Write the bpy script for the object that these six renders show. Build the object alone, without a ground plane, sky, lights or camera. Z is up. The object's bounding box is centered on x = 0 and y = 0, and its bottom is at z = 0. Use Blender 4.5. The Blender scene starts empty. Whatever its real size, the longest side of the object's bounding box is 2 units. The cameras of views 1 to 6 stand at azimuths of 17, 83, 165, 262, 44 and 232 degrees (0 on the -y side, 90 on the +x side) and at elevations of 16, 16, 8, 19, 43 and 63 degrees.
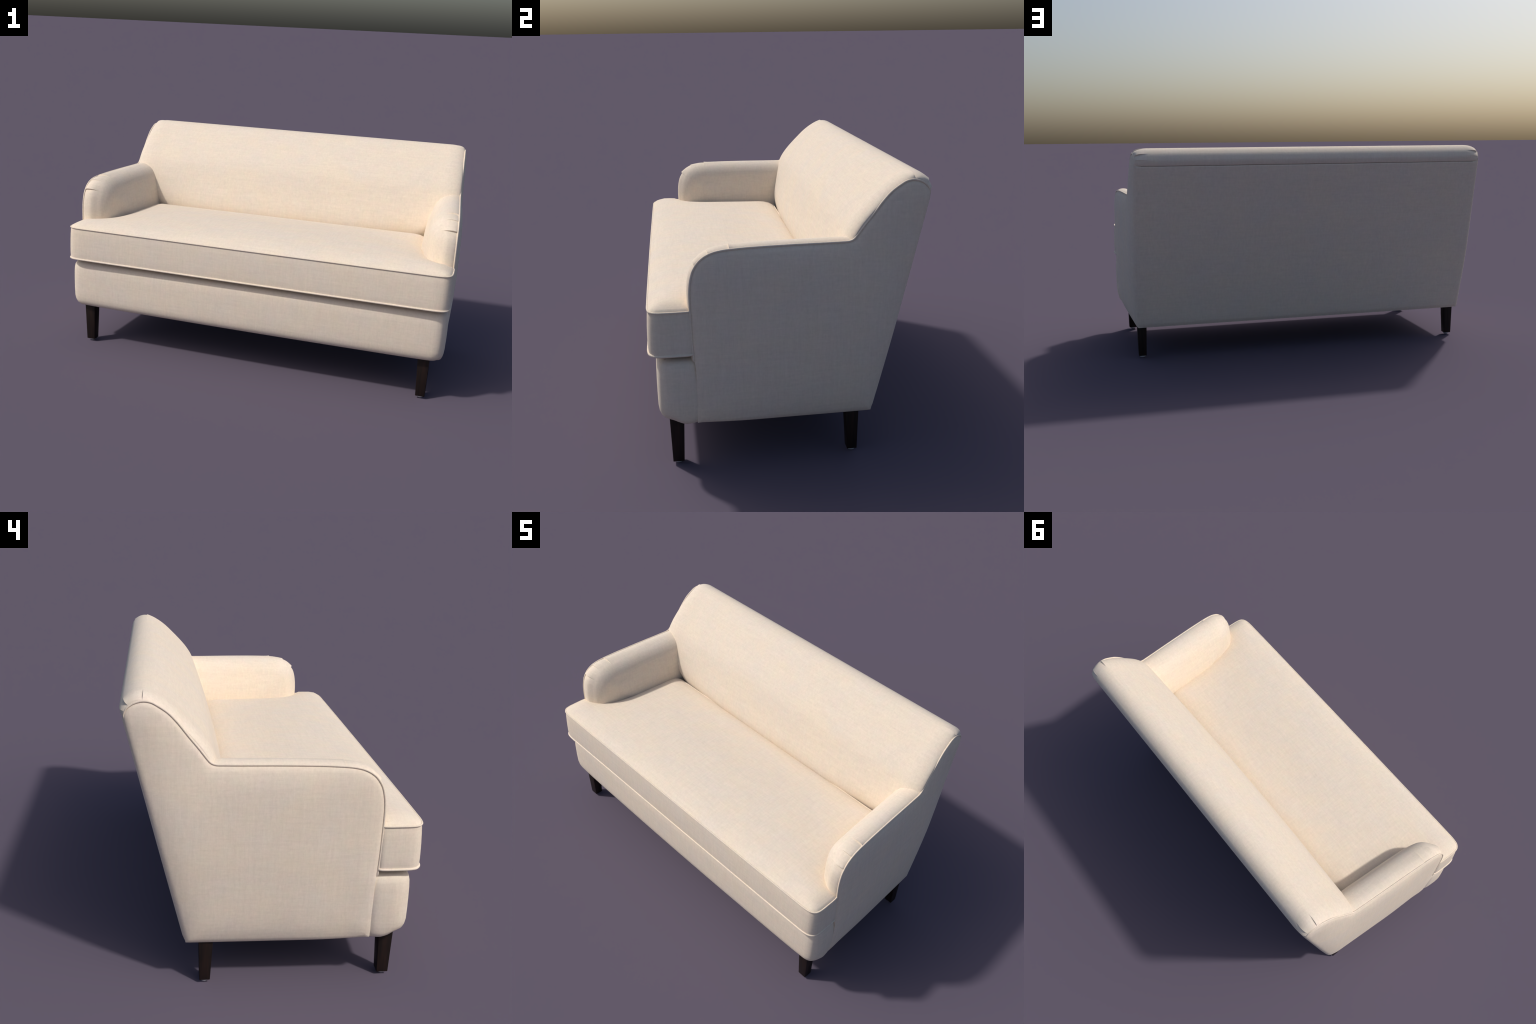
"""Two-seat upholstered sofa: cream linen, T-shaped seat cushion, rolled back,
rounded padded arms, piped seams, dark tapered wooden legs with steel glides."""
import bpy, bmesh, math
import numpy as np
from mathutils import Vector

# ------------------------------------------------------------------ materials
def new_material(name):
    m = bpy.data.materials.new(name)
    m.use_nodes = True
    nt = m.node_tree
    nt.nodes.clear()
    out = nt.nodes.new("ShaderNodeOutputMaterial")
    bsdf = nt.nodes.new("ShaderNodeBsdfPrincipled")
    nt.links.new(bsdf.outputs[0], out.inputs[0])
    return m, nt, bsdf


def stretched_noise(nt, coord, scale, detail, rough=0.55):
    mp = nt.nodes.new("ShaderNodeMapping")
    mp.inputs["Scale"].default_value = scale
    nt.links.new(coord, mp.inputs[0])
    n = nt.nodes.new("ShaderNodeTexNoise")
    n.inputs["Scale"].default_value = 1.0
    n.inputs["Detail"].default_value = detail
    n.inputs["Roughness"].default_value = rough
    nt.links.new(mp.outputs[0], n.inputs["Vector"])
    return n.outputs[0]


def math_node(nt, op, a, b=None, c=None):
    n = nt.nodes.new("ShaderNodeMath")
    n.operation = op
    for i, v in enumerate((a, b, c)):
        if v is None:
            continue
        if isinstance(v, (int, float)):
            n.inputs[i].default_value = v
        else:
            nt.links.new(v, n.inputs[i])
    return n.outputs[0]


def linen_material():
    m, nt, bsdf = new_material("cream_linen")
    co = nt.nodes.new("ShaderNodeTexCoord").outputs["Object"]
    # slubby yarns running along each axis: two of the three show on any face
    yarns = [stretched_noise(nt, co, s, 2.0) for s in
             ((26, 300, 300), (300, 26, 300), (300, 300, 26))]
    slubs = [stretched_noise(nt, co, s, 2.0) for s in
             ((9, 95, 95), (95, 9, 95), (95, 95, 9))]
    fine = math_node(nt, "ADD", math_node(nt, "ADD", yarns[0], yarns[1]), yarns[2])
    slub = math_node(nt, "ADD", math_node(nt, "ADD", slubs[0], slubs[1]), slubs[2])
    weave = math_node(nt, "ADD", math_node(nt, "MULTIPLY", fine, 0.15),
                      math_node(nt, "MULTIPLY", slub, 0.18333))
    ramp = nt.nodes.new("ShaderNodeValToRGB")
    e = ramp.color_ramp.elements
    e[0].position, e[0].color = 0.37, FABRIC_DARK
    e[1].position, e[1].color = 0.63, FABRIC_LIGHT
    nt.links.new(weave, ramp.inputs[0])
    # broad, faint drift between a yellower and a greyer cream
    patch = stretched_noise(nt, co, (7, 7, 7), 4.0, 0.6)
    tint = nt.nodes.new("ShaderNodeValToRGB")
    t = tint.color_ramp.elements
    t[0].position, t[0].color = 0.32, (0.955, 0.965, 0.985, 1)
    t[1].position, t[1].color = 0.68, (1.0, 0.99, 0.955, 1)
    nt.links.new(patch, tint.inputs[0])
    mix = nt.nodes.new("ShaderNodeMix")
    mix.data_type, mix.blend_type = "RGBA", "MULTIPLY"
    mix.inputs["Factor"].default_value = 1.0
    nt.links.new(ramp.outputs[0], mix.inputs[6])
    nt.links.new(tint.outputs[0], mix.inputs[7])
    # small flecks leaning pink or green, as in undyed yarn
    fleck = stretched_noise(nt, co, (24, 24, 24), 3.0, 0.6)
    hue = nt.nodes.new("ShaderNodeValToRGB")
    h = hue.color_ramp.elements
    h[0].position, h[0].color = 0.30, (0.975, 1.0, 0.985, 1)
    h[1].position, h[1].color = 0.70, (1.0, 0.982, 0.988, 1)
    nt.links.new(fleck, hue.inputs[0])
    mix2 = nt.nodes.new("ShaderNodeMix")
    mix2.data_type, mix2.blend_type = "RGBA", "MULTIPLY"
    mix2.inputs["Factor"].default_value = 1.0
    nt.links.new(mix.outputs[2], mix2.inputs[6])
    nt.links.new(hue.outputs[0], mix2.inputs[7])
    nt.links.new(mix2.outputs[2], bsdf.inputs["Base Color"])
    bsdf.inputs["Roughness"].default_value = 0.92
    bsdf.inputs["Specular IOR Level"].default_value = 0.15
    bsdf.inputs["Sheen Weight"].default_value = 0.08
    bump = nt.nodes.new("ShaderNodeBump")
    bump.inputs["Strength"].default_value = 0.22
    bump.inputs["Distance"].default_value = 0.002
    nt.links.new(weave, bump.inputs["Height"])
    nt.links.new(bump.outputs[0], bsdf.inputs["Normal"])
    return m


def wood_material():
    m, nt, bsdf = new_material("dark_stained_wood")
    co = nt.nodes.new("ShaderNodeTexCoord").outputs["Object"]
    grain = stretched_noise(nt, co, (90, 90, 5), 3.0)
    ramp = nt.nodes.new("ShaderNodeValToRGB")
    e = ramp.color_ramp.elements
    e[0].position, e[0].color = 0.35, (0.0085, 0.0062, 0.0056, 1)
    e[1].position, e[1].color = 0.68, (0.0245, 0.0130, 0.0098, 1)
    nt.links.new(grain, ramp.inputs[0])
    nt.links.new(ramp.outputs[0], bsdf.inputs["Base Color"])
    bsdf.inputs["Roughness"].default_value = 0.5
    bsdf.inputs["Specular IOR Level"].default_value = 0.25
    return m


def plain_material(name, color, rough, metallic=0.0):
    m, nt, bsdf = new_material(name)
    co = nt.nodes.new("ShaderNodeTexCoord").outputs["Object"]
    n = stretched_noise(nt, co, (60, 60, 60), 2.0)
    ramp = nt.nodes.new("ShaderNodeValToRGB")
    e = ramp.color_ramp.elements
    e[0].position, e[0].color = 0.3, tuple(c * 0.9 for c in color) + (1,)
    e[1].position, e[1].color = 0.7, tuple(color) + (1,)
    nt.links.new(n, ramp.inputs[0])
    nt.links.new(ramp.outputs[0], bsdf.inputs["Base Color"])
    bsdf.inputs["Roughness"].default_value = rough
    bsdf.inputs["Metallic"].default_value = metallic
    return m


FABRIC_LIGHT = (0.880, 0.764, 0.640, 1)
FABRIC_DARK = (0.752, 0.646, 0.535, 1)
LINEN = linen_material()
WOOD = wood_material()
STEEL = plain_material("pale_steel", (0.72, 0.73, 0.74), 0.35, 0.35)
LINING = plain_material("dark_lining_cloth", (0.03, 0.028, 0.027), 0.95)

# ------------------------------------------------------------------ helpers
def build(name, verts, faces, mat, parent=None, smooth_angle=38.0, location=(0, 0, 0)):
    me = bpy.data.meshes.new(name)
    me.from_pydata([tuple(map(float, v)) for v in verts], [], faces)
    bm = bmesh.new()
    bm.from_mesh(me)
    bmesh.ops.remove_doubles(bm, verts=bm.verts, dist=1e-6)
    bmesh.ops.recalc_face_normals(bm, faces=bm.faces)
    bm.to_mesh(me)
    bm.free()
    return finish(name, me, mat, parent, smooth_angle, location)


def finish(name, me, mat, parent, smooth_angle=38.0, location=(0, 0, 0)):
    me.materials.append(mat)
    me.polygons.foreach_set("use_smooth", [True] * len(me.polygons))
    me.set_sharp_from_angle(angle=math.radians(smooth_angle))
    ob = bpy.data.objects.new(name, me)
    bpy.context.scene.collection.objects.link(ob)
    ob.location = location
    if parent is not None:
        ob.parent = parent
    return ob


def catmull(points, step):
    """Smooth open curve through the points, about `step` apart."""
    P = [np.array(p, float) for p in points]
    P = [2 * P[0] - P[1]] + P + [2 * P[-1] - P[-2]]
    out = []
    for i in range(1, len(P) - 2):
        p0, p1, p2, p3 = P[i - 1:i + 3]
        t0 = 0.0
        t1 = t0 + max(np.linalg.norm(p1 - p0), 1e-6) ** 0.5
        t2 = t1 + max(np.linalg.norm(p2 - p1), 1e-6) ** 0.5
        t3 = t2 + max(np.linalg.norm(p3 - p2), 1e-6) ** 0.5
        n = max(2, int(math.ceil(np.linalg.norm(p2 - p1) / step)))
        for k in range(n):
            t = t1 + (t2 - t1) * k / n
            a1 = (t1 - t) / (t1 - t0) * p0 + (t - t0) / (t1 - t0) * p1
            a2 = (t2 - t) / (t2 - t1) * p1 + (t - t1) / (t2 - t1) * p2
            a3 = (t3 - t) / (t3 - t2) * p2 + (t - t2) / (t3 - t2) * p3
            b1 = (t2 - t) / (t2 - t0) * a1 + (t - t0) / (t2 - t0) * a2
            b2 = (t3 - t) / (t3 - t1) * a2 + (t - t1) / (t3 - t1) * a3
            out.append((t2 - t) / (t2 - t1) * b1 + (t - t1) / (t2 - t1) * b2)
    out.append(P[-2])
    return np.array(out)


def arclen(P):
    return np.concatenate([[0], np.cumsum(np.linalg.norm(np.diff(P, axis=0), axis=1))])


def resample(P, s_new):
    s = arclen(P)
    return np.stack([np.interp(s_new, s, P[:, i]) for i in range(P.shape[1])], axis=1)


def left_normals(P, closed=False):
    """Unit normals to the left of the direction of travel; mitred at corners."""
    n = len(P)
    out = np.zeros_like(P)
    for i in range(n):
        a = P[i] - P[i - 1] if (i > 0 or closed) else P[1] - P[0]
        b = P[(i + 1) % n] - P[i] if (i < n - 1 or closed) else P[-1] - P[-2]
        a = a / (np.linalg.norm(a) + 1e-12)
        b = b / (np.linalg.norm(b) + 1e-12)
        na, nb = np.array([-a[1], a[0]]), np.array([-b[1], b[0]])
        m = na + nb
        m /= np.linalg.norm(m) + 1e-12
        out[i] = m / max(0.5, float(m @ na))
    return out


def even_normals(P, s, step=0.008):
    """Smoothed normals of curve P at arc lengths s, taken from an even sampling."""
    L = arclen(P)[-1]
    e = np.linspace(0, L, max(8, int(L / step)))
    n = left_normals(resample(P, e))
    for _ in range(4):
        n[1:-1] = (n[:-2] + 2 * n[1:-1] + n[2:]) / 4
    out = np.stack([np.interp(s, e, n[:, i]) for i in range(2)], axis=1)
    return out / np.linalg.norm(out, axis=1)[:, None]


def smoothstep(a, b, x):
    t = np.clip((np.asarray(x, float) - a) / (b - a), 0, 1)
    return t * t * (3 - 2 * t)


def grid_faces(rows, cols, close_cols=False, offset=0):
    F = []
    for i in range(rows - 1):
        for j in range(cols if close_cols else cols - 1):
            k = (j + 1) % cols
            F.append((offset + i * cols + j, offset + i * cols + k,
                      offset + (i + 1) * cols + k, offset + (i + 1) * cols + j))
    return F


def tube(name, path, radius, mat, parent, closed=False, sides=10, taper=0):
    """Round cord swept along a 3D path; tapers to nothing at open ends."""
    P = np.array(path, float)
    n = len(P)
    V, F = [], []
    ref = np.array([0.31, 0.2, 0.93])
    for i in range(n):
        a = P[(i - 1) % n] if (closed or i > 0) else P[i]
        b = P[(i + 1) % n] if (closed or i < n - 1) else P[i]
        t = (b - a) / np.linalg.norm(b - a)
        u = np.cross(t, ref)
        u /= np.linalg.norm(u)
        v = np.cross(t, u)
        ref = -np.cross(t, u) if False else (ref - t * (ref @ t))
        ref /= np.linalg.norm(ref)
        r = radius
        if not closed and (i == 0 or i == n - 1):
            r = radius * 0.35
        elif not closed and i < taper:
            r = radius * (0.35 + 0.65 * i / taper)
        for k in range(sides):
            w = 2 * math.pi * k / sides
            V.append(P[i] + r * (math.cos(w) * u + math.sin(w) * v))
    if closed:
        # the frame may have turned on the way round: join with the best shift
        first, last = np.array(V[:sides]), np.array(V[-sides:])
        shift = int(np.argmin([np.sum((np.roll(first, -k, 0) - last) ** 2) for k in range(sides)]))
        F = grid_faces(n, sides, True)
        o = (n - 1) * sides
        F += [(o + k, o + (k + 1) % sides, (k + 1 + shift) % sides, (k + shift) % sides) for k in range(sides)]
    else:
        F = grid_faces(n, sides, True)
        F.append(tuple(range(sides)))
        F.append(tuple((n - 1) * sides + k for k in range(sides)))
    return build(name, V, F, mat, parent, 60)


# ------------------------------------------------------------------ overall form
def side_x(y, z):
    """Half-width of the frame: the sides splay outward toward the front and
    tuck in slightly at the lower edge."""
    seam = smoothstep(0.26, 0.36, -np.asarray(y)) * (1 - smoothstep(0.42, 0.52, z))
    return 0.953 - 0.057 * (y - 0.30) - 0.018 * np.clip((0.55 - z) / 0.37, 0, 1) ** 1.4 + 0.005 * seam * smoothstep(0.19, 0.25, z)


REAR_BOTTOM, REAR_TOP = np.array([0.322, 0.178]), np.array([0.5245, 1.030])

# outline of a side panel in (y, z): back roll, back front edge, arm, arm front
ROLL = [(0.5245, 1.030), (0.5260, 1.050), (0.5170, 1.071), (0.4960, 1.089),
        (0.4640, 1.099), (0.4360, 1.096), (0.4100, 1.082), (0.3790, 1.060),
        (0.3470, 1.026), (0.3140, 0.983), (0.2760, 0.936), (0.2480, 0.899),
        (0.2370, 0.887), (0.2200, 0.880)]
ARM_TOP = [(0.190, 0.8790), (0.0, 0.8800), (-0.150, 0.8790), (-0.215, 0.8765),
           (-0.262, 0.8725), (-0.302, 0.8620), (-0.336, 0.8400), (-0.360, 0.8050),
           (-0.3715, 0.7620), (-0.3755, 0.7200), (-0.3755, 0.6700), (-0.3740, 0.6000),
           (-0.3715, 0.5200), (-0.3680, 0.4580)]
SEAM = [(-0.3640, 0.430), (-0.3630, 0.300), (-0.3640, 0.1965)]
BOTTOM = [(-0.200, 0.187), (0.0, 0.1830), (0.322, 0.178)]

piped_edge = catmull(ROLL + ARM_TOP, 0.008)

sofa = bpy.data.objects.new("sofa", None)
bpy.context.scene.collection.objects.link(sofa)
sofa["label"] = "cream linen two-seat sofa with piped seams and dark tapered legs"
sofa["category"] = "sofa"


def bisect_grid(bm, step, lo, hi, axes):
    for ax in axes:
        no = Vector([1.0 if k == ax else 0.0 for k in range(3)])
        v = lo[ax] + step
        while v < hi[ax] - step * 0.3:
            co = Vector([v if k == ax else 0.0 for k in range(3)])
            bmesh.ops.bisect_plane(bm, geom=bm.verts[:] + bm.edges[:] + bm.faces[:],
                                   plane_co=co, plane_no=no, dist=1e-6)
            v += step


# ------------------------------------------------------------------ side panels
def make_side_panel(sgn):
    rear = np.linspace(REAR_BOTTOM, REAR_TOP, 40)[:-1]
    seam = catmull([ARM_TOP[-1]] + SEAM, 0.012)[1:]
    bottom = catmull([SEAM[-1]] + BOTTOM, 0.02)[1:-1]
    loop = np.concatenate([rear, piped_edge, seam, bottom])
    kind = np.concatenate([np.full(len(rear), 1.0), np.full(len(piped_edge), 1.0),
                           np.full(len(seam), 0.30), np.full(len(bottom), 0.8)])
    nrm = left_normals(loop, closed=True)      # loop turns left: normals point inward
    area = 0.5 * np.sum(loop[:, 0] * np.roll(loop[:, 1], -1) - np.roll(loop[:, 0], -1) * loop[:, 1])
    if area < 0:
        nrm = -nrm
    rim_d = [0.0, 0.0018, 0.0050, 0.0110, 0.0180]
    rim_h = [-0.0070, -0.0042, -0.0020, -0.0006, 0.0]
    m = len(loop)
    bm = bmesh.new()
    rings = [[bm.verts.new((0.0, p[0], p[1])) for p in loop + nrm * d] for d in rim_d]
    for A, B in zip(rings[:-1], rings[1:]):
        for j in range(m):
            i = (j + 1) % m
            bm.faces.new((A[j], A[i], B[i], B[j]))
    bm.faces.new(rings[-1])
    # cut into a grid so that it can follow the splayed, stuffed side
    bisect_grid(bm, 0.025, (0, -0.37, 0.18), (0, 0.53, 1.10), (1, 2))

    def relief(y, z):
        """Rounded rim at the seams, then the stuffed panel swells outward."""
        dist = np.hypot(loop[:, 0] - y, loop[:, 1] - z)
        P1 = np.roll(loop, -1, axis=0)
        e = P1 - loop
        t = np.clip(((y - loop[:, 0]) * e[:, 0] + (z - loop[:, 1]) * e[:, 1]) / (e ** 2).sum(1), 0, 1)
        d = float(np.min(np.hypot(loop[:, 0] + t * e[:, 0] - y, loop[:, 1] + t * e[:, 1] - z)))
        k = float(kind[int(np.argmin(dist))])
        wing = float(smoothstep(0.10, 0.32, y) * smoothstep(0.62, 0.92, z))
        puff = 0.021 * (1 - math.exp(-max(0.0, d - 0.004) / 0.045)) * (1 - 0.45 * wing)
        puff *= 1 - 0.45 * float(smoothstep(0.05, 0.33, -y))
        return puff + k * float(np.interp(d, rim_d, rim_h))

    for v in bm.verts:
        y, z = v.co.y, v.co.z
        v.co.x = sgn * (side_x(y, z) + relief(y, z))
    border = [e for e in bm.edges if e.is_boundary]
    wall = bmesh.ops.extrude_edge_only(bm, edges=border)["geom"]
    for v in [g for g in wall if isinstance(g, bmesh.types.BMVert)]:
        v.co.x -= sgn * 0.03
    bmesh.ops.recalc_face_normals(bm, faces=bm.faces)
    if sum(f.normal.x * f.calc_area() for f in bm.faces) * sgn < 0:
        bmesh.ops.reverse_faces(bm, faces=bm.faces[:])
    me = bpy.data.meshes.new("side_panel")
    bm.to_mesh(me)
    bm.free()
    panel = finish("side_panel", me, LINEN, sofa, 50)
    # piping along the seam between side panel and arm / back
    n2 = left_normals(piped_edge)
    if area < 0:
        n2 = -n2
    path = []
    for p, n in zip(piped_edge, n2):
        q = p - n * 0.0020
        tuck = 0.004 * max(0.0, 1 - len(path) / 7)
        q = q + n * tuck
        path.append((sgn * (side_x(p[0], p[1]) - 0.0045 - tuck), q[0], q[1]))
    tube("piping", path, 0.0039, LINEN, panel, taper=7)


# ------------------------------------------------------------------ arms
def pleat_offset(s, positions, height, rise, fall):
    """Tuck profile across pleats: swells up to the fold, then drops sharply."""
    out = 0.0
    for p0, k in positions:
        d = s - p0
        if d <= 0:
            out += k * height * math.exp(d / rise)
        else:
            out -= k * height * 0.9 * math.exp(-d / fall)
    return out


def make_arm(sgn):
    Q = catmull([(0.34, 0.8790), (0.26, 0.8790)] + ARM_TOP[:-1] + [(-0.3680, 0.455)], 0.006)
    total = arclen(Q)[-1]
    s_of = lambda cond: arclen(Q)[int(np.argmin([cond(p) for p in Q]))]
    pleats = [(s_of(lambda p: abs(p[0] + 0.226) + (p[1] < 0.8) * 9), 0.8),
              (s_of(lambda p: abs(p[0] + 0.300) + (p[1] < 0.8) * 9), 0.45),
              (s_of(lambda p: abs(p[1] - 0.822)), 1.0)]
    s = list(np.arange(0, total, 0.008)) + [total]
    for p0, _ in pleats:
        s = [v for v in s if abs(v - p0) > 0.004]
        s += [p0 - 0.003, p0 - 0.0012, p0 - 0.0003, p0 + 0.0012, p0 + 0.0035]
    s = np.array(sorted(s))
    C = resample(Q, s)
    N = even_normals(Q, s)
    if N[0, 1] < 0:
        N = -N
    section = catmull([(0.001, -0.014), (0.004, -0.0015), (0.009, 0.0040), (0.022, 0.0090), (0.045, 0.0110),
                       (0.070, 0.0055), (0.095, -0.0060), (0.116, -0.0250),
                       (0.133, -0.0520), (0.146, -0.0900)], 0.008)
    bm = bmesh.new()
    grid = []
    for w, n in section:
        fade = math.exp(-(w / 0.062) ** 4) * smoothstep(0.0, 0.012, w)
        row = []
        for p, nn, si in zip(C, N, s):
            ne = n - 0.007 * float(smoothstep(0.5, 1.0, -nn[0]) * smoothstep(0.05, 0.09, w) * (1 - smoothstep(0.110, 0.146, w))) + fade * pleat_offset(si, pleats, 0.0052, 0.016, 0.022)
            y, z = p + nn * ne
            row.append(bm.verts.new((sgn * (side_x(p[0], p[1]) - w), y, z)))
        grid.append(row)
    for i in range(len(grid) - 1):
        for j in range(len(C) - 1):
            bm.faces.new((grid[i][j], grid[i][j + 1], grid[i + 1][j + 1], grid[i + 1][j]))
    # inner face: swells on gently below the rounded edge
    bi = bmesh.new()
    rim = [p + nn * section[-1][1] for p, nn in zip(C, N)] + [np.array([0.34, 0.455])]
    bi.faces.new([bi.verts.new((0.0, p[0], p[1])) for p in rim])
    bisect_grid(bi, 0.03, (0, -0.30, 0.45), (0, 0.35, 0.80), (1, 2))
    made = {}
    for v in bi.verts:
        y, z = v.co.y, v.co.z
        d = float(np.min(np.hypot(C[:, 0] - y, C[:, 1] - z)))
        w = 0.146 + 0.034 * (1 - math.exp(-max(0.0, d - 0.09) * 0.40 / 0.034))
        near = C[int(np.argmin(np.hypot(C[:, 0] - y, C[:, 1] - z)))]
        made[v] = bm.verts.new((sgn * (side_x(near[0], near[1]) - w), y, z))
    for f in bi.faces:
        bm.faces.new([made[v] for v in f.verts])
    bi.free()
    bmesh.ops.remove_doubles(bm, verts=bm.verts, dist=5e-5)
    border = [e for e in bm.edges if e.is_boundary]
    bmesh.ops.holes_fill(bm, edges=border, sides=0)
    bmesh.ops.recalc_face_normals(bm, faces=bm.faces)
    me = bpy.data.meshes.new("arm")
    bm.to_mesh(me)
    bm.free()
    finish("arm", me, LINEN, sofa, 42)


# ------------------------------------------------------------------ backrest
def make_backrest():
    prof = catmull([(0.220, 0.50), (0.185, 0.590), (0.1690, 0.645), (0.1630, 0.690), (0.1680, 0.735), (0.1825, 0.790),
                    (0.2030, 0.858), (0.2240, 0.912), (0.2480, 0.950), (0.2760, 0.984), (0.3270, 1.037),
                    (0.3650, 1.073), (0.4050, 1.102), (0.4380, 1.119), (0.4680, 1.126),
                    (0.4960, 1.121), (0.5200, 1.106), (0.5370, 1.084), (0.5420, 1.060),
                    (0.5350, 1.042)], 0.010)
    total = arclen(prof)[-1]
    S = arclen(prof)
    s_near = lambda y, z: S[int(np.argmin((prof[:, 0] - y) ** 2 + (prof[:, 1] - z) ** 2))]
    pleats = [(s_near(0.462, 1.125), 1.0), (s_near(0.528, 1.096), 1.1), (s_near(0.540, 1.064), 0.6)]
    s = list(np.arange(0, total, 0.010)) + [total]
    for p0, _ in pleats:
        s = [v for v in s if abs(v - p0) > 0.004]
        s += [p0 - 0.003, p0 - 0.0012, p0 - 0.0003, p0 + 0.0012, p0 + 0.0035]
    s = np.array(sorted(v for v in s if v <= total))
    C = resample(prof, s)
    C = np.concatenate([C, [(0.5325, 1.0385), (0.515, 1.036), (0.480, 1.03)]])
    s = np.concatenate([s, [total + 0.006, total + 0.02, total + 0.05]])
    N = even_normals(prof, np.minimum(s, total))
    if N[len(N) // 3, 0] > 0:
        N = -N
    front = 1 - smoothstep(0.40, 0.50, C[:, 0])
    low = 1 - smoothstep(0.62, 0.85, C[:, 1])
    drop = 0.026 + 0.010 * low * front
    rearness = smoothstep(0.50, 0.542, C[:, 0]) * (1 - smoothstep(1.03, 1.10, C[:, 1]))
    drop = drop * (1 - 0.45 * rearness)
    start = 0.865 - 0.155 * low * front
    # half-width stations: coarse in the middle, fine where the ends round over
    half = np.concatenate([np.linspace(0, 0.66, 18), np.linspace(0.68, 0.90, 26), np.linspace(0.906, 0.985, 14),
                           [0.990, 0.994, 0.997, 0.9985]])
    U = np.concatenate([-half[:0:-1], half])
    V = []
    for u in U:
        for p, nn, d, x0, si, lw in zip(C, N, drop, start, s, low):
            xe = float(side_x(p[0], p[1])) - 0.0035
            x = u * xe
            t = min(1.0, max(0.0, (abs(x) - x0) / (xe - x0)))
            b = 1 - math.sqrt(max(0.0, 1 - t * t))
            off = -d * b
            if (xe - x0) > 0.10:      # between the arms: rounds back sooner
                tt = min(1.0, max(0.0, (abs(x) - x0) / 0.085))
                k = min(1.0, (xe - x0 - 0.10) / 0.10)
                off = -d * ((1 - k) * b + k * (1 - math.sqrt(max(0.0, 1 - tt * tt))))
            face = float(smoothstep(0.0, 0.85, -nn[0]))
            off += face * 0.012 * (1 - (x / 0.80) ** 2 if abs(x) < 0.80 else 0.0)
            off -= face * 0.009 * lw * float(smoothstep(0.40, 0.74, abs(x)))
            dist = xe - abs(x)
            fade = math.exp(-(dist / 0.050) ** 4) * float(smoothstep(0.0, 0.012, dist))
            off += fade * pleat_offset(si, pleats, 0.0042, 0.018, 0.018)
            y, z = p + nn * off
            V.append((x, y, z))
    rows, cols = len(U), len(C)
    F = grid_faces(rows, cols)
    F.append(tuple(range(cols)))
    F.append(tuple((rows - 1) * cols + j for j in range(cols)))
    F.append(tuple(i * cols for i in range(rows)) + tuple(i * cols + cols - 1 for i in reversed(range(rows))))
    build("backrest", V, F, LINEN, sofa, 42)


def make_rear_panel():
    d = REAR_TOP - REAR_BOTTOM
    d /= np.linalg.norm(d)
    nrm = np.array([d[1], -d[0]])              # out of the back
    top = REAR_BOTTOM + d * (1.0375 - REAR_BOTTOM[1]) / d[1]
    t = np.concatenate([[0, 0.004, 0.012], np.linspace(0.03, 0.96, 30), [0.975, 0.985, 0.992, 0.996, 1.0]])
    half = np.concatenate([np.linspace(0, 0.92, 24), [0.94, 0.955, 0.965, 0.975, 0.982, 0.987, 0.991, 0.994, 0.997, 1.0]])
    U = np.concatenate([-half[:0:-1], half])
    V = []
    for u in U:
        for k in t:
            p = REAR_BOTTOM + (top - REAR_BOTTOM) * k
            xe = float(side_x(p[0], p[1])) - 0.007
            x = u * xe
            e = min(1.0, max(0.0, (abs(x) - (xe - 0.040)) / 0.040))
            off = 0.0065 + 0.0025 * float(smoothstep(0.80, 0.95, k)) * (1 - u * u)
            off -= 0.0040 * math.sin(math.pi * min(1.0, k / 0.88)) * (1 - u ** 4)
            off *= math.sqrt(max(0.0, 1 - e * e))
            off -= 0.006 * (1 - float(smoothstep(0, 0.02, k))) + 0.002 * float(smoothstep(0.994, 1.0, k))
            y, z = p + nrm * off
            V.append((x, y, z))
    n0 = len(V)
    rows, cols = len(U), len(t)
    F = grid_faces(rows, cols)
    # thickness: inner copy
    for i in (0, rows - 1):
        for j in (0, cols - 1):
            x, y, z = V[i * cols + j]
            V.append((x * 0.985, y - 0.05, z))
    a, b, c, e = n0, n0 + 1, n0 + 2, n0 + 3
    F.append(tuple(range(cols)) + (b, a))
    F.append(tuple((rows - 1) * cols + j for j in range(cols)) + (e, c))
    F.append(tuple(i * cols for i in range(rows)) + (c, a))
    F.append(tuple(i * cols + cols - 1 for i in range(rows)) + (e, b))
    F.append((a, b, e, c))
    build("rear_panel", V, F, LINEN, sofa, 42)


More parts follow.
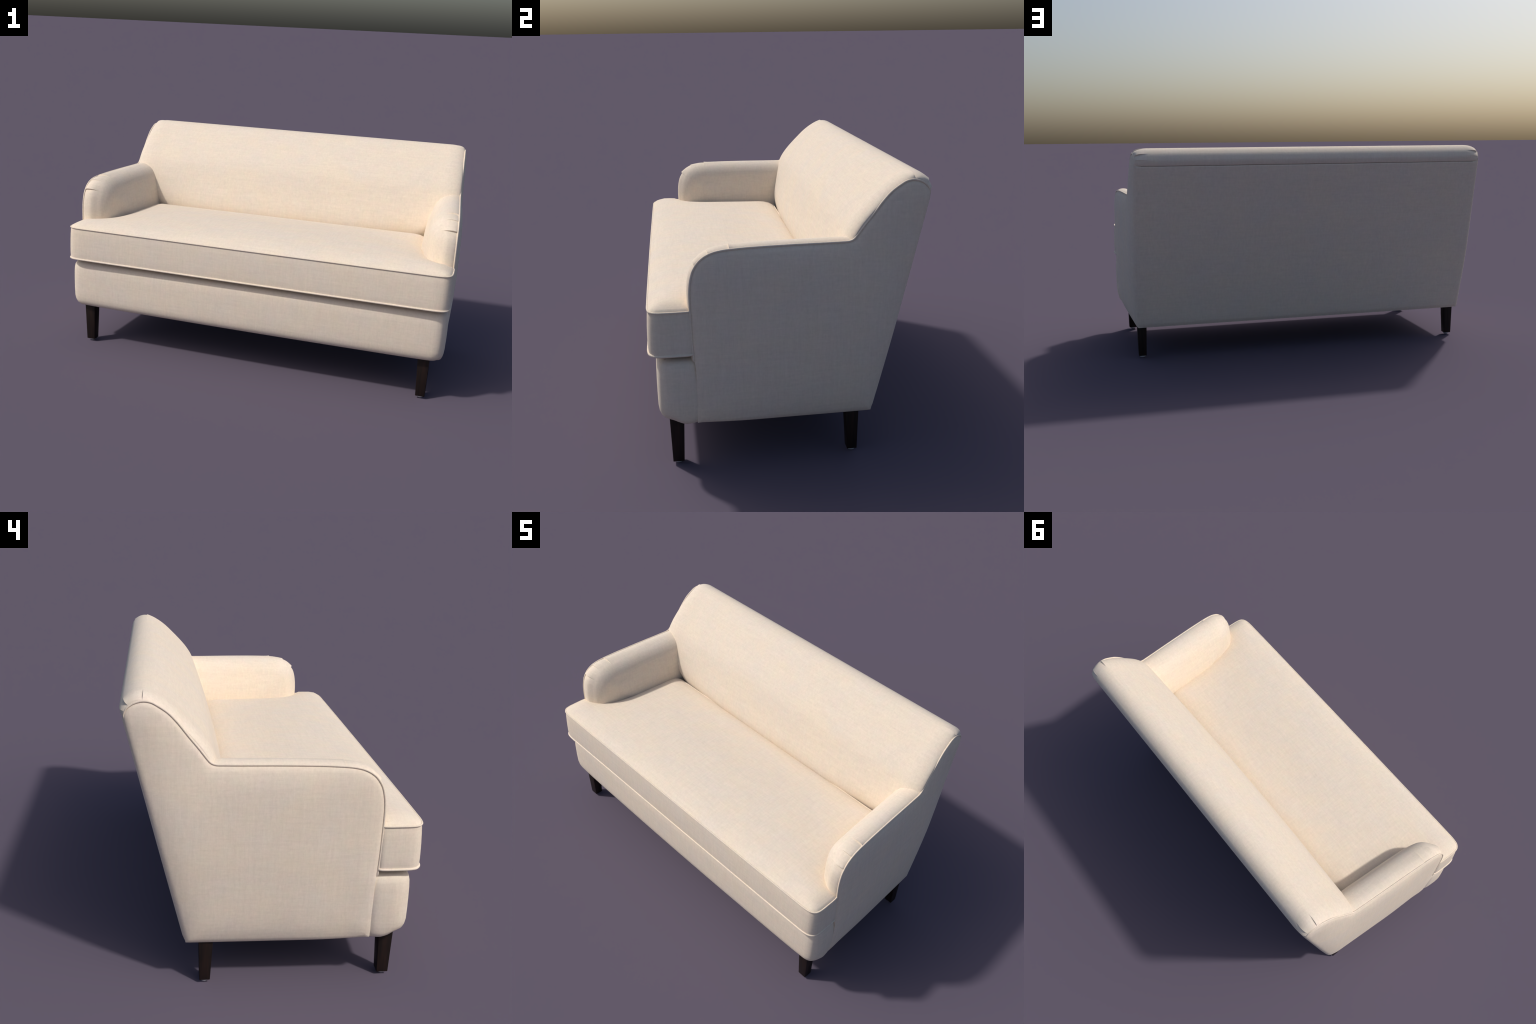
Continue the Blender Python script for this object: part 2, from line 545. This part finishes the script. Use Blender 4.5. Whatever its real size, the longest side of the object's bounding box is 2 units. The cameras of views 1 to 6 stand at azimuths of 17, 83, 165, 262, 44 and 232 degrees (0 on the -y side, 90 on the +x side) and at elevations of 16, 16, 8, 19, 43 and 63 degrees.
# ------------------------------------------------------------------ seat cushion
def make_cushion():
    half = [(0.0, 0.160), (0.40, 0.160), (0.700, 0.160), (0.765, 0.158), (0.797, 0.143), (0.808, 0.095),
            (0.814, 0.02), (0.826, -0.12), (0.837, -0.215), (0.852, -0.270), (0.876, -0.312),
            (0.904, -0.340), (0.936, -0.361), (0.968, -0.3735)]
    ear = [(0.968, -0.3735), (0.980, -0.3750), (0.9865, -0.3800), (0.9890, -0.3920), (0.9905, -0.4400), (0.9890, -0.4920), (0.9830, -0.5110),
           (0.9660, -0.5250), (0.9350, -0.5310), (0.8600, -0.5325), (0.40, -0.5340), (0.0, -0.5345)]
    right = np.concatenate([catmull(half, 0.016)[:-1], catmull(ear, 0.010 if False else 0.012)])
    left = right[::-1][1:-1] * np.array([-1, 1])
    loop = np.concatenate([right, left])            # clockwise seen from above
    nrm = left_normals(loop, closed=True)
    area = 0.5 * np.sum(loop[:, 0] * np.roll(loop[:, 1], -1) - np.roll(loop[:, 0], -1) * loop[:, 1])
    out = -nrm if area > 0 else nrm
    m = len(loop)
    P0, P1 = loop, np.roll(loop, -1, axis=0)

    def edge_distance(x, y):
        d = P1 - P0
        t = np.clip(((x - P0[:, 0]) * d[:, 0] + (y - P0[:, 1]) * d[:, 1]) / np.maximum((d ** 2).sum(1), 1e-12), 0, 1)
        return float(np.min(np.hypot(P0[:, 0] + t * d[:, 0] - x, P0[:, 1] + t * d[:, 1] - y)))

    def crown(d, x=0.9, y=0.0):
        dome = 0.013 * max(0.0, 1 - (x / 0.82) ** 2) * math.exp(-((y + 0.25) / 0.21) ** 2)
        return dome * (1 - math.exp(-d / 0.05)) + 0.6525 + 0.003 * (1 - math.exp(-d / 0.003)) + 0.0245 * (1 - math.exp(-d / 0.034)) + 0.020 * (1 - math.exp(-d / 0.16))

    bm = bmesh.new()
    # top crown: fine rings along the border, a grid inside
    insets = [0.0, 0.002, 0.005, 0.009, 0.013]
    rings = [[bm.verts.new((p[0], p[1], 0.0)) for p in loop - out * d] for d in insets]
    for A, B in zip(rings[:-1], rings[1:]):
        for j in range(m):
            i = (j + 1) % m
            bm.faces.new((A[j], A[i], B[i], B[j]))
    bm.faces.new(rings[-1])
    bisect_grid(bm, 0.03, (-1, -0.53, 0), (1, 0.16, 0), (0, 1))
    for v in bm.verts:
        v.co.z = crown(edge_distance(v.co.x, v.co.y), v.co.x, v.co.y)
    # boxing strip and underside
    strip = [(0.0, 0.6525), (0.0000, 0.6480), (0.0016, 0.6380), (0.0028, 0.615), (0.0038, 0.580), (0.0040, 0.545), (0.0036, 0.515),
             (0.0026, 0.497), (0.0016, 0.4895), (0.0022, 0.4845), (-0.012, 0.4805), (-0.05, 0.4790)]
    prev = None
    for o, z in strip:
        cur = []
        for p, q in zip(loop, out):
            flare = 0.003 * (0.652 - z) / 0.17 * float(smoothstep(0.2, 0.5, -p[1]))
            r = p + q * (o + flare)
            cur.append(bm.verts.new((r[0], r[1], z)))
        if prev:
            for j in range(m):
                i = (j + 1) % m
                bm.faces.new((prev[j], prev[i], cur[i], cur[j]))
        prev = cur
    bm.faces.new(prev)
    bmesh.ops.remove_doubles(bm, verts=bm.verts, dist=2e-5)
    bmesh.ops.recalc_face_normals(bm, faces=bm.faces)
    me = bpy.data.meshes.new("seat_cushion")
    bm.to_mesh(me)
    bm.free()
    cushion = finish("seat_cushion", me, LINEN, sofa, 42)
    for z, o, r in ((0.6525, 0.0010, 0.0039), (0.4850, 0.0050, 0.0046)):
        path = [(p[0] + q[0] * o, p[1] + q[1] * o, z) for p, q in zip(loop, out)]
        tube("piping", path, r, LINEN, cushion, closed=True)


# ------------------------------------------------------------------ base
def make_front_rail():
    half = [(0.9885, -0.3605), (0.9920, -0.385), (0.9940, -0.420), (0.9935, -0.450), (0.9870, -0.4780), (0.9740, -0.4970),
            (0.9520, -0.5070), (0.9100, -0.5110), (0.40, -0.5190), (0.0, -0.5210)]
    right = catmull(half, 0.012)
    path = np.concatenate([right, right[::-1][1:] * np.array([-1, 1])])
    out = left_normals(path)
    if out[len(right), 1] > 0:
        out = -out
    section = [(-0.120, 0.2120), (-0.060, 0.2100), (-0.038, 0.2105), (-0.0200, 0.2160), (-0.0090, 0.2285), (-0.0035, 0.2440), (-0.0008, 0.265),
               (0.0, 0.310), (0.0002, 0.350), (-0.0002, 0.395), (-0.0020, 0.424), (-0.0060, 0.4410), (-0.0130, 0.4520), (-0.0250, 0.4580),
               (-0.0450, 0.4600), (-0.120, 0.4600)]
    V = []
    for i, (p, q) in enumerate(zip(path, out)):
        end = min(i, len(path) - 1 - i)
        tuck = (0.0040, 0.0012, 0.0004)[end] if end < 3 else 0.0
        side = float(smoothstep(-0.47, -0.40, p[1]))        # along the flanks the lower edge is crisper
        for o, z in section:
            o2 = o
            if z < 0.25:
                o2 = o * (1 - 0.55 * side) if o > -0.05 else o
                z = z - 0.016 * side * min(1.0, (0.25 - z) / 0.036)
            lean = -0.004 * side * (1 - smoothstep(0.2, 0.34, z))
            diagonal = min(1.0, 2.2 * abs(q[0] * q[1]))
            o2 -= 0.010 * diagonal * max(0.0, (0.285 - z) / 0.085) ** 2
            r = p + q * (o2 - tuck + lean)
            V.append((r[0], r[1], z))
    rows, cols = len(path), len(section)
    F = grid_faces(rows, cols, close_cols=True)
    F.append(tuple(range(cols)))
    F.append(tuple((rows - 1) * cols + j for j in range(cols)))
    build("front_rail", V, F, LINEN, sofa, 42)


def box(name, lo, hi, mat, parent, bevel=0.006):
    bm = bmesh.new()
    bmesh.ops.create_cube(bm, size=1.0)
    for v in bm.verts:
        v.co = Vector([lo[k] + (hi[k] - lo[k]) * (v.co[k] + 0.5) for k in range(3)])
    bmesh.ops.bevel(bm, geom=bm.edges[:], offset=bevel, segments=2, affect="EDGES", profile=0.5)
    me = bpy.data.meshes.new(name)
    bm.to_mesh(me)
    bm.free()
    return finish(name, me, mat, parent)


def make_leg(x, y, top, bottom, height):
    """Square tapered leg. top / bottom: (x0, x1, y0, y1) measured outward in x."""
    sgn = 1 if x > 0 else -1
    cx, cy = x, y
    bm = bmesh.new()
    lows, highs = [], []
    for rect, z, lst in ((bottom, 0.010, lows), (top, height, highs)):
        x0, x1, y0, y1 = rect
        for px, py in ((x0, y0), (x1, y0), (x1, y1), (x0, y1)):
            lst.append(bm.verts.new((sgn * px - cx, py - cy, z)))
    bm.faces.new(lows)
    bm.faces.new(highs)
    for i in range(4):
        j = (i + 1) % 4
        bm.faces.new((lows[i], lows[j], highs[j], highs[i]))
    bmesh.ops.recalc_face_normals(bm, faces=bm.faces)
    bmesh.ops.bevel(bm, geom=bm.edges[:], offset=0.0022, segments=2, affect="EDGES", profile=0.5)
    me = bpy.data.meshes.new("leg")
    bm.to_mesh(me)
    bm.free()
    leg = finish("leg", me, WOOD, sofa, 38, (cx, cy, 0))
    # steel nail-on glide under the foot
    bx = sgn * (bottom[0] + bottom[1]) / 2 - cx
    by = (bottom[2] + bottom[3]) / 2 - cy
    V, F = [], []
    prof = [(0.0, 0.0), (0.010, 0.0004), (0.0145, 0.0022), (0.0165, 0.005), (0.0168, 0.0125), (0.0, 0.0125)]
    for r, z in prof:
        for k in range(20):
            a = 2 * math.pi * k / 20
            V.append((bx + r * math.cos(a), by + r * math.sin(a), z))
    F = grid_faces(len(prof), 20, True)
    build("glide", V, F, STEEL, leg, 40)


for sgn in (1, -1):
    make_side_panel(sgn)
    make_arm(sgn)
make_backrest()
make_rear_panel()
make_cushion()
make_front_rail()
box("seat_deck", (-0.93, -0.475, 0.30), (0.93, 0.22, 0.4775), LINEN, sofa)
box("underside_cover", (-0.925, -0.46, 0.2130), (0.925, 0.30, 0.2350), LINING, sofa, 0.003)
for sgn in (1, -1):
    make_leg(sgn * 0.902, -0.442, (0.873, 0.930, -0.471, -0.413), (0.880, 0.925, -0.464, -0.420), 0.228)
    make_leg(sgn * 0.905, 0.247, (0.879, 0.931, 0.217, 0.274), (0.884, 0.925, 0.230, 0.270), 0.228)
